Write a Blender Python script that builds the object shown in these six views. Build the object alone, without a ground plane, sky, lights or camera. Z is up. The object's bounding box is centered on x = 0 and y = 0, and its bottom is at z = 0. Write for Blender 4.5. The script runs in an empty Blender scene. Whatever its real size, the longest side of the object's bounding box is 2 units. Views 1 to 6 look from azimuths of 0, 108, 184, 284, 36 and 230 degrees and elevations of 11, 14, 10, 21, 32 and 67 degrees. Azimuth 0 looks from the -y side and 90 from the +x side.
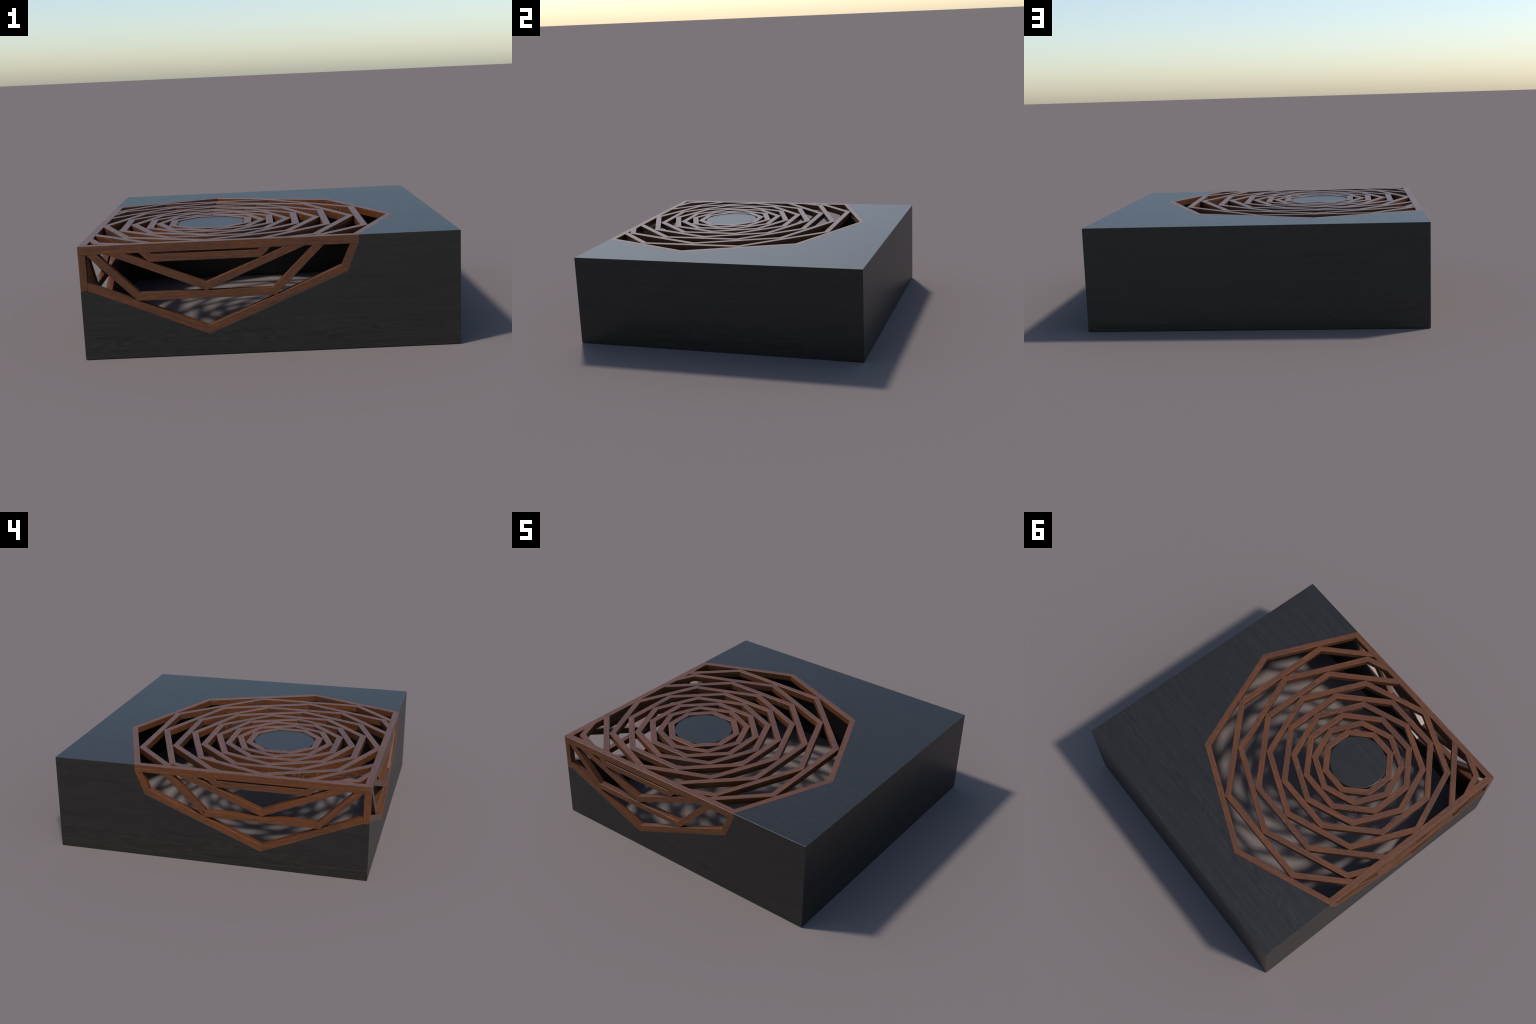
"""Square low table: a black-stained wooden box, open underneath, whose top and two
adjoining walls are cut away by a big octagonal window.  The window is filled with a
lattice of nested octagonal rings made of mitred walnut bars that folds over the two
edges, with a round black disc in the middle of the rings."""
import bpy, bmesh, math, random
from mathutils import Vector, Matrix

random.seed(7)

# ------------------------------------------------------------------ sizes (metres)
HALF = 1.0                 # half the side of the box
H = 0.613                  # height
WALL = 0.0375              # thickness of the black panels
C = (-0.331, -0.331)       # centre of the rings on the top
SIDE_C = -0.337            # where the pattern is centred along each open wall
RAIL_W, RAIL_H = 0.041, 0.0465
BAR_D = 0.041              # depth of the bars
SIDE_W = 0.0405            # face width of the bars on the walls
ROUND = 0.0016             # rounding of the bar edges
COS8, TAN8 = math.cos(math.pi / 8), math.tan(math.pi / 8)

# every ring stands with its corners on the inside of the next one
RADII, WIDTHS = [0.2592], [0.0425]
for k in range(9):
    w = 0.0411 - 0.00027 * k
    WIDTHS.append(w)
    RADII.append((RADII[-1] + w) / COS8)

# ------------------------------------------------------------------ materials
def node(nt, kind, **kw):
    n = nt.nodes.new(kind)
    for k, v in kw.items():
        if k.startswith("i_"):
            key = k[2:]
            n.inputs[int(key) if key.isdigit() else key.replace("_", " ")].default_value = v
        else:
            setattr(n, k, v)
    return n


def math_node(nt, op, a, b=None, c=None):
    n = node(nt, "ShaderNodeMath", operation=op)
    for i, x in enumerate((a, b, c)):
        if x is None:
            continue
        if isinstance(x, (int, float)):
            n.inputs[i].default_value = x
        else:
            nt.links.new(x, n.inputs[i])
    return n.outputs[0]


def mix_rgb(nt, fac, a, b, blend="MIX"):
    n = node(nt, "ShaderNodeMix", data_type="RGBA", blend_type=blend)
    for sock, x in ((n.inputs[0], fac), (n.inputs[6], a), (n.inputs[7], b)):
        if isinstance(x, (int, float)):
            sock.default_value = x
        elif isinstance(x, tuple):
            sock.default_value = x
        else:
            nt.links.new(x, sock)
    return n.outputs[2]


def ramp(nt, fac, stops):
    n = node(nt, "ShaderNodeValToRGB")
    e = n.color_ramp.elements
    while len(e) < len(stops):
        e.new(0.5)
    for el, (p, c) in zip(e, stops):
        el.position = p
        el.color = c if len(c) == 4 else (*c, 1)
    nt.links.new(fac, n.inputs[0])
    return n.outputs[0]


def noise(nt, vec, scale, detail=3.0, rough=0.55, distort=0.0):
    n = node(nt, "ShaderNodeTexNoise")
    n.inputs["Scale"].default_value = scale
    n.inputs["Detail"].default_value = detail
    n.inputs["Roughness"].default_value = rough
    n.inputs["Distortion"].default_value = distort
    nt.links.new(vec, n.inputs["Vector"])
    return n.outputs[0]


def scaled(nt, vec, s):
    n = node(nt, "ShaderNodeVectorMath", operation="MULTIPLY")
    nt.links.new(vec, n.inputs[0])
    n.inputs[1].default_value = s
    return n.outputs[0]


def new_material(name):
    m = bpy.data.materials.new(name)
    m.use_nodes = True
    nt = m.node_tree
    return m, nt, nt.nodes["Principled BSDF"]


def growth_rings(nt, vec, along, tight):
    """Cathedral figure: bands of a slightly wandering distance across the grain."""
    wander = noise(nt, scaled(nt, vec, (along, 7.0, 7.0)), 1.0, 2.5, 0.45, 0.6)
    sep = node(nt, "ShaderNodeSeparateXYZ")
    nt.links.new(vec, sep.inputs[0])
    a = math_node(nt, "ABSOLUTE", sep.outputs[1])
    b = math_node(nt, "MULTIPLY", sep.outputs[2], 0.35)
    d = math_node(nt, "ADD", a, b)
    d = math_node(nt, "ADD", d, math_node(nt, "MULTIPLY", wander, 0.17))
    return math_node(nt, "SINE", math_node(nt, "MULTIPLY", d, tight))


def walnut():
    m, nt, bsdf = new_material("walnut")
    tc = node(nt, "ShaderNodeTexCoord")
    info = node(nt, "ShaderNodeObjectInfo")
    rnd = info.outputs["Random"]
    comb = node(nt, "ShaderNodeCombineXYZ")
    nt.links.new(math_node(nt, "MULTIPLY", rnd, 37.0), comb.inputs[0])
    nt.links.new(math_node(nt, "MULTIPLY", math_node(nt, "FRACT", math_node(nt, "MULTIPLY", rnd, 17.3)), 9.0), comb.inputs[1])
    nt.links.new(math_node(nt, "MULTIPLY", rnd, 5.0), comb.inputs[2])
    add = node(nt, "ShaderNodeVectorMath", operation="ADD")
    nt.links.new(tc.outputs["Object"], add.inputs[0])
    nt.links.new(comb.outputs[0], add.inputs[1])
    p = add.outputs[0]

    broad = noise(nt, scaled(nt, p, (3.5, 75.0, 75.0)), 1.0, 3.0, 0.6, 0.3)
    fleck = noise(nt, scaled(nt, p, (22.0, 240.0, 240.0)), 1.0, 3.0, 0.6)
    col = ramp(nt, broad, [(0.25, (0.057, 0.0235, 0.0105)), (0.45, (0.087, 0.0285, 0.0090)), (0.60, (0.106, 0.0340, 0.0078)), (0.8, (0.150, 0.049, 0.0070))])
    fl = ramp(nt, fleck, [(0.36, (0.70, 0.74, 0.88)), (0.5, (1, 1, 1)), (0.66, (1.50, 1.28, 0.95))])
    col = mix_rgb(nt, 1.0, col, fl, "MULTIPLY")

    # strong flat-sawn figure on some of the bars only
    figure = growth_rings(nt, p, 6.0, 560.0)
    fig = ramp(nt, figure, [(0.0, (0.026, 0.0145, 0.0110)), (0.30, (0.045, 0.0190, 0.0100)), (0.55, (0.115, 0.0350, 0.0075)), (1.0, (0.160, 0.0500, 0.0070))])
    pick = math_node(nt, "FRACT", math_node(nt, "MULTIPLY", rnd, 91.7))
    strong = math_node(nt, "GREATER_THAN", pick, 0.75)
    patch = noise(nt, scaled(nt, p, (3.2, 9.0, 9.0)), 1.0, 1.0)
    patch = ramp(nt, patch, [(0.36, (0, 0, 0)), (0.50, (1, 1, 1))])
    amount = math_node(nt, "MULTIPLY", math_node(nt, "MULTIPLY", strong, patch), 0.62)
    col = mix_rgb(nt, amount, col, fig)
    nt.links.new(col, bsdf.inputs["Base Color"])
    nt.links.new(math_node(nt, "MULTIPLY_ADD", fleck, -0.10, 0.44), bsdf.inputs["Roughness"])
    bump = node(nt, "ShaderNodeBump")
    bump.inputs["Strength"].default_value = 0.12
    bump.inputs["Distance"].default_value = 0.002
    nt.links.new(fleck, bump.inputs["Height"])
    nt.links.new(bump.outputs[0], bsdf.inputs["Normal"])
    return m


def black_wood():
    m, nt, bsdf = new_material("black_stained_wood")
    tc = node(nt, "ShaderNodeTexCoord")
    geo = node(nt, "ShaderNodeNewGeometry")
    sp = node(nt, "ShaderNodeSeparateXYZ")
    nt.links.new(tc.outputs["Object"], sp.inputs[0])
    sn = node(nt, "ShaderNodeSeparateXYZ")
    nt.links.new(tc.outputs["Normal"], sn.inputs[0])
    x, y, z = sp.outputs
    on_x = math_node(nt, "GREATER_THAN", math_node(nt, "ABSOLUTE", sn.outputs[0]), 0.7)
    on_top = math_node(nt, "GREATER_THAN", math_node(nt, "ABSOLUTE", sn.outputs[2]), 0.7)

    def pick(mask, a, b):          # mask ? a : b
        n = node(nt, "ShaderNodeMix", data_type="FLOAT")
        nt.links.new(mask, n.inputs[0])
        nt.links.new(b, n.inputs[2])
        nt.links.new(a, n.inputs[3])
        return n.outputs[0]

    comb = node(nt, "ShaderNodeCombineXYZ")
    nt.links.new(pick(on_x, y, x), comb.inputs[0])                 # along the grain
    nt.links.new(pick(on_top, y, z), comb.inputs[1])               # across it
    nt.links.new(math_node(nt, "ADD", math_node(nt, "MULTIPLY", on_x, 3.7), math_node(nt, "MULTIPLY", on_top, 8.1)), comb.inputs[2])
    p = comb.outputs[0]
    broad = noise(nt, scaled(nt, p, (1.8, 45.0, 1.0)), 1.0, 4.0, 0.6, 0.4)
    fine = noise(nt, scaled(nt, p, (15.0, 150.0, 1.0)), 1.0, 3.0, 0.6)
    # long cathedral figure in a few bands
    wander = noise(nt, scaled(nt, p, (1.3, 7.0, 1.0)), 1.0, 2.0, 0.5)
    figure = math_node(nt, "SINE", math_node(nt, "MULTIPLY", wander, 120.0))
    def strip(value, centre, width):        # soft-edged band of boards that show their heart
        n = node(nt, "ShaderNodeMapRange", interpolation_type="SMOOTHSTEP")
        nt.links.new(math_node(nt, "ABSOLUTE", math_node(nt, "SUBTRACT", value, centre)), n.inputs[0])
        n.inputs[1].default_value, n.inputs[2].default_value = width * 0.45, width
        n.inputs[3].default_value, n.inputs[4].default_value = 1.0, 0.0
        return n.outputs[0]

    on_deck = math_node(nt, "MAXIMUM", strip(y, 0.73, 0.075), strip(y, -0.387, 0.06))
    band = pick(on_top, on_deck, strip(z, 0.095, 0.085))
    fig = math_node(nt, "MULTIPLY", math_node(nt, "MULTIPLY", figure, band), 0.085)
    tone = math_node(nt, "ADD", math_node(nt, "ADD", math_node(nt, "MULTIPLY", broad, 0.5), math_node(nt, "MULTIPLY", fine, 0.5)), fig)
    col = ramp(nt, tone, [(0.33, (0.0104, 0.0093, 0.0078)), (0.5, (0.0144, 0.0128, 0.0107)), (0.68, (0.0205, 0.0182, 0.0152))])
    nt.links.new(col, bsdf.inputs["Base Color"])
    nt.links.new(math_node(nt, "MULTIPLY_ADD", tone, 0.20, 0.275), bsdf.inputs["Roughness"])
    bsdf.inputs["Specular IOR Level"].default_value = 0.46
    bump = node(nt, "ShaderNodeBump")
    bump.inputs["Strength"].default_value = 0.10
    bump.inputs["Distance"].default_value = 0.002
    nt.links.new(tone, bump.inputs["Height"])
    nt.links.new(bump.outputs[0], bsdf.inputs["Normal"])
    return m


WALNUT, BLACK = walnut(), black_wood()

# ------------------------------------------------------------------ the thing
table = bpy.data.objects.new("coffee_table", None)
bpy.context.collection.objects.link(table)
table["label"] = "square black box table with folded octagonal walnut lattice"
table["category"] = "coffee table"


def add_part(name, bm, material, matrix=None):
    me = bpy.data.meshes.new(name)
    bm.to_mesh(me)
    bm.free()
    me.materials.append(material)
    ob = bpy.data.objects.new(name, me)
    bpy.context.collection.objects.link(ob)
    ob.parent = table
    if matrix is not None:
        ob.matrix_world = matrix
    return ob


class Face:
    """A plane of the box: 2D drawing coordinates -> space, with its outward normal."""
    def __init__(self, place, normal):
        self.place, self.n = place, Vector(normal)


TOP = Face(lambda p: Vector((p[0], p[1], H)), (0, 0, 1))
FRONT = Face(lambda p: Vector((p[0], -HALF, H - p[1])), (0, -1, 0))     # p = (x, depth below the top)
LEFT = Face(lambda p: Vector((-HALF, p[0], H - p[1])), (-1, 0, 0))      # p = (y, depth below the top)


def profile(w, d, r):
    """Rounded rectangle: s across the bar from its outer edge, t into the box."""
    pts = []
    for cx, cy, a0 in ((r, r, 180), (w - r, r, 270), (w - r, d - r, 0), (r, d - r, 90)):
        for a in (0, 22.5, 45, 67.5, 90):
            q = math.radians(a0 + a)
            pts.append((cx + r * math.cos(q), cy + r * math.sin(q)))
    return pts


def bar(name, face, p0, p1, m0, m1, w, d=BAR_D, cuts=()):
    """One bar whose outer edge runs p0 -> p1; m0, m1 are the joint lines at its ends,
    scaled to one unit across the bar.  cuts: (point, normal) planes that trim it."""
    p0, p1, m0, m1 = Vector(p0), Vector(p1), Vector(m0), Vector(m1)
    bm = bmesh.new()
    prof = profile(w, d, ROUND)
    ends = []
    for p, m in ((p0, m0), (p1, m1)):
        ends.append([bm.verts.new(face.place(p + m * s) - face.n * t) for s, t in prof])
    k = len(prof)
    for i in range(k):
        j = (i + 1) % k
        bm.faces.new((ends[0][i], ends[0][j], ends[1][j], ends[1][i]))
    bm.faces.new(ends[0])
    bm.faces.new(ends[1][::-1])
    for co, no in cuts:
        bmesh.ops.bisect_plane(bm, geom=bm.verts[:] + bm.edges[:] + bm.faces[:], plane_co=co, plane_no=no, clear_outer=True, dist=1e-5)
        rim = [e for e in bm.edges if len(e.link_faces) == 1]
        if rim:
            bmesh.ops.contextual_create(bm, geom=rim)
    if len(bm.faces) < 5:
        bm.free()
        return None
    bmesh.ops.recalc_face_normals(bm, faces=bm.faces)
    a, b = face.place(p0), face.place(p1)
    x = (b - a).normalized()
    y = face.n.cross(x)
    mat = Matrix((x, y, face.n)).transposed().to_4x4()
    mat.translation = (a + b) / 2
    bmesh.ops.transform(bm, matrix=mat.inverted(), verts=bm.verts)
    return add_part(name, bm, WALNUT, mat)


def across(p0, p1, inside):
    """Unit vector across the edge p0 -> p1, pointing to the inside point."""
    d = (Vector(p1) - Vector(p0)).normalized()
    n = Vector((-d.y, d.x))
    return n if n.dot(Vector(inside) - Vector(p0)) > 0 else -n


def joint(n, line):
    """A joint along the direction 'line', scaled to one unit across n."""
    line = Vector(line)
    return line / line.dot(n)


def run(name, face, pts, inside, w, start=None, end=None, cuts=(), closed=False, skip=()):
    """A chain of mitred bars along the outer edge pts."""
    n = len(pts)
    segs = [(pts[i], pts[(i + 1) % n]) for i in range(n if closed else n - 1)]
    ns = [across(a, b, inside) for a, b in segs]
    for i, (a, b) in enumerate(segs):
        if i in skip:
            continue
        prev = ns[i - 1] if (closed or i > 0) else None
        nxt = ns[(i + 1) % len(ns)] if (closed or i < len(ns) - 1) else None
        m0 = joint(ns[i], ns[i] + prev) if prev is not None else joint(ns[i], start)
        m1 = joint(ns[i], ns[i] + nxt) if nxt is not None else joint(ns[i], end)
        bar(name, face, a, b, m0, m1, w, cuts=cuts)


# ------------------------------------------------------------------ lattice on the top
rail_cuts = ((Vector((-HALF + RAIL_W, 0, 0)), Vector((-1, 0, 0))), (Vector((0, -HALF + RAIL_W, 0)), Vector((0, -1, 0))))


def octagon(radius, turn):
    return [Vector((C[0] + radius * math.cos(math.radians(turn + 45 * i)), C[1] + radius * math.sin(math.radians(turn + 45 * i)))) for i in range(8)]


for i in range(9):
    run("lattice_bar", TOP, octagon(RADII[i], 22.5 if i % 2 == 0 else 0.0), C, WIDTHS[i], cuts=rail_cuts, closed=True, skip=(4,) if i == 8 else ())

# outermost ring = frame of the window; it stops at the two open edges of the box
R, W = RADII[9], WIDTHS[9]
o = octagon(R, 0.0)
v0, v45, v90 = o[0], o[1], o[2]
reach = (-HALF - C[1])                                   # from the centre to the open edge
edge_x = C[0] + R + reach * TAN8                         # where the frame meets that edge
end_y, end_x = Vector((edge_x, -HALF)), Vector((-HALF, edge_x))
inner_x = C[0] + R - W / COS8 + (reach + RAIL_W) * TAN8  # same for the inner edges
corner_y, corner_x = Vector((inner_x, -HALF + RAIL_W)), Vector((-HALF + RAIL_W, inner_x))
run("frame_bar", TOP, [end_y, v0, v45, v90, end_x], C, W, start=corner_y - end_y, end=corner_x - end_x)

# rails along the open edges, mitred with the frame and with each other
apex = Vector((-HALF, -HALF))
bar("edge_rail", TOP, apex, end_y, (1, 1), (corner_y - end_y) / RAIL_W, RAIL_W, RAIL_H)
bar("edge_rail", TOP, apex, end_x, (1, 1), (corner_x - end_x) / RAIL_W, RAIL_W, RAIL_H)

# ------------------------------------------------------------------ lattice on the two walls
TIP = 0.4985                       # depth of the lowest point of the window
POST_W = 0.039
POST_END = 0.2375                  # depth of the lower end of the corner post
post_in = -HALF + POST_W
FLAT = (Vector((1, 0)))
tip = Vector((SIDE_C, TIP))
sw = SIDE_W / COS8
# frame: short bar below the rail, long bar to the tip, long bar up to the post
side_top = Vector((edge_x - 0.0008, RAIL_H))
h_v = ((TIP + SIDE_C * TAN8) - RAIL_H - edge_x / TAN8) / (TAN8 - 1 / TAN8)
side_v = Vector((h_v, TIP - (h_v - SIDE_C) * TAN8))
side_post = Vector((post_in, TIP - (SIDE_C - post_in) * TAN8))

half9 = RADII[8] * math.sin(math.pi / 8)
deep9 = TIP - sw - half9 * TAN8
out9 = half9 + deep9 - RAIL_H
tip8 = deep9 - SIDE_W
out8 = (tip8 - RAIL_H) / TAN8
half7 = 0.294
deep7 = tip8 - sw - half7 * TAN8
out7 = half7 + deep7 - RAIL_H
for face in (FRONT, LEFT):
    mid = Vector((SIDE_C, 0.05))
    stop = face.place((post_in, 0))
    away = face.place((-2, 0)) - face.place((-1, 0))
    cut = ((stop, away),)
    run("frame_bar", face, [side_top, side_v, tip, side_post], mid, SIDE_W, start=FLAT, end=Vector((0, 1)))
    s = lambda h, d: Vector((SIDE_C + h, d))
    run("lattice_bar", face, [s(out9, RAIL_H), s(half9, deep9), s(-half9, deep9), s(-out9, RAIL_H)], mid, SIDE_W, FLAT, FLAT, cuts=cut)
    run("lattice_bar", face, [s(out8, RAIL_H), s(0, tip8), s(-out8, RAIL_H)], mid, SIDE_W, FLAT, FLAT, cuts=cut)
    run("lattice_bar", face, [s(out7, RAIL_H), s(half7, deep7), s(-half7, deep7), s(-out7, RAIL_H)], s(0, -1), SIDE_W, FLAT, FLAT)


def block(lo, hi, bevel=0.0, segments=2, along=None):
    bm = bmesh.new()
    bmesh.ops.create_cube(bm, size=1.0)
    for v in bm.verts:
        for i in range(3):
            v.co[i] = lo[i] if v.co[i] < 0 else hi[i]
    if bevel:
        edges = [e for e in bm.edges if along is None or abs(e.verts[0].co[along] - e.verts[1].co[along]) > 1e-4]
        bmesh.ops.bevel(bm, geom=edges, offset=bevel, segments=segments, affect="EDGES", profile=0.5)
    return bm


# corner post, grain upright
length = POST_END - RAIL_H
stand = Matrix(((0, 0, -1, 0), (0, 1, 0, 0), (1, 0, 0, 0), (0, 0, 0, 1)))
stand.translation = Vector((-HALF + POST_W / 2, -HALF + POST_W / 2, H - RAIL_H - length / 2))
add_part("corner_post", block((-length / 2, -POST_W / 2, -POST_W / 2), (length / 2, POST_W / 2, POST_W / 2), ROUND, along=0), WALNUT, stand)

# ------------------------------------------------------------------ disc in the middle
bm = bmesh.new()
bmesh.ops.create_cone(bm, cap_ends=True, segments=128, radius1=0.1965, radius2=0.1965, depth=0.036)
rim = [e for e in bm.edges if abs(e.verts[0].co.z - e.verts[1].co.z) < 1e-6]
bmesh.ops.bevel(bm, geom=rim, offset=0.002, segments=2, affect="EDGES", profile=0.5)
disc = add_part("centre_disc", bm, BLACK, Matrix.Translation((C[0], C[1], H - 0.003 - 0.018)))

# ------------------------------------------------------------------ black box
def prism(face, outline, out, deep):
    bm = bmesh.new()
    a = [bm.verts.new(face.place(p) + face.n * out) for p in outline]
    b = [bm.verts.new(face.place(p) - face.n * deep) for p in outline]
    bm.faces.new(a)
    bm.faces.new(b[::-1])
    for i in range(len(a)):
        j = (i + 1) % len(a)
        bm.faces.new((a[i], b[i], b[j], a[j]))
    bmesh.ops.recalc_face_normals(bm, faces=bm.faces)
    return bm


GAP = 0.0004
box = add_part("box_shell", block((-HALF, -HALF, 0), (HALF, HALF, H)), BLACK)
cutters = [block((-HALF + WALL, -HALF + WALL, -0.2), (HALF - WALL, HALF - WALL, H - WALL))]
wide = octagon(R + GAP, 0.0)
far = 1.3
cutters.append(prism(TOP, [Vector((C[0] + (R + GAP) + (far + C[1]) * -TAN8, -far)), wide[0], wide[1], wide[2], Vector((-far, C[1] + (R + GAP) + (far + C[0]) * -TAN8)), Vector((-far, -far))], 0.1, WALL + 0.01))
for face in (FRONT, LEFT):
    g = Vector((0, GAP))
    outline = [Vector((edge_x + GAP, -0.1)), Vector((edge_x + GAP, RAIL_H)), side_v + Vector((GAP, GAP)), tip + g, Vector((-HALF + WALL, side_post.y + GAP)), Vector((-far, side_post.y + GAP)), Vector((-far, -0.1))]
    cutters.append(prism(face, outline, 0.1, WALL + 0.004))
helpers = []
for i, bm in enumerate(cutters):
    c = add_part("cutter", bm, BLACK)
    helpers.append(c)
    mod = box.modifiers.new("cut", "BOOLEAN")
    mod.object, mod.operation, mod.solver = c, "DIFFERENCE", "EXACT"
bpy.context.view_layer.update()
cut_mesh = bpy.data.meshes.new_from_object(box.evaluated_get(bpy.context.evaluated_depsgraph_get()))
box.modifiers.clear()
bm = bmesh.new()
bm.from_mesh(cut_mesh)
bmesh.ops.remove_doubles(bm, verts=bm.verts, dist=0.0013)
bmesh.ops.dissolve_degenerate(bm, edges=bm.edges, dist=0.0001)
bm.to_mesh(cut_mesh)
bm.free()
box.data = cut_mesh
for c in helpers:
    bpy.data.objects.remove(c, do_unlink=True)
bev = box.modifiers.new("soft_edges", "BEVEL")
bev.width, bev.segments, bev.limit_method, bev.angle_limit = 0.0018, 4, "ANGLE", math.radians(30)
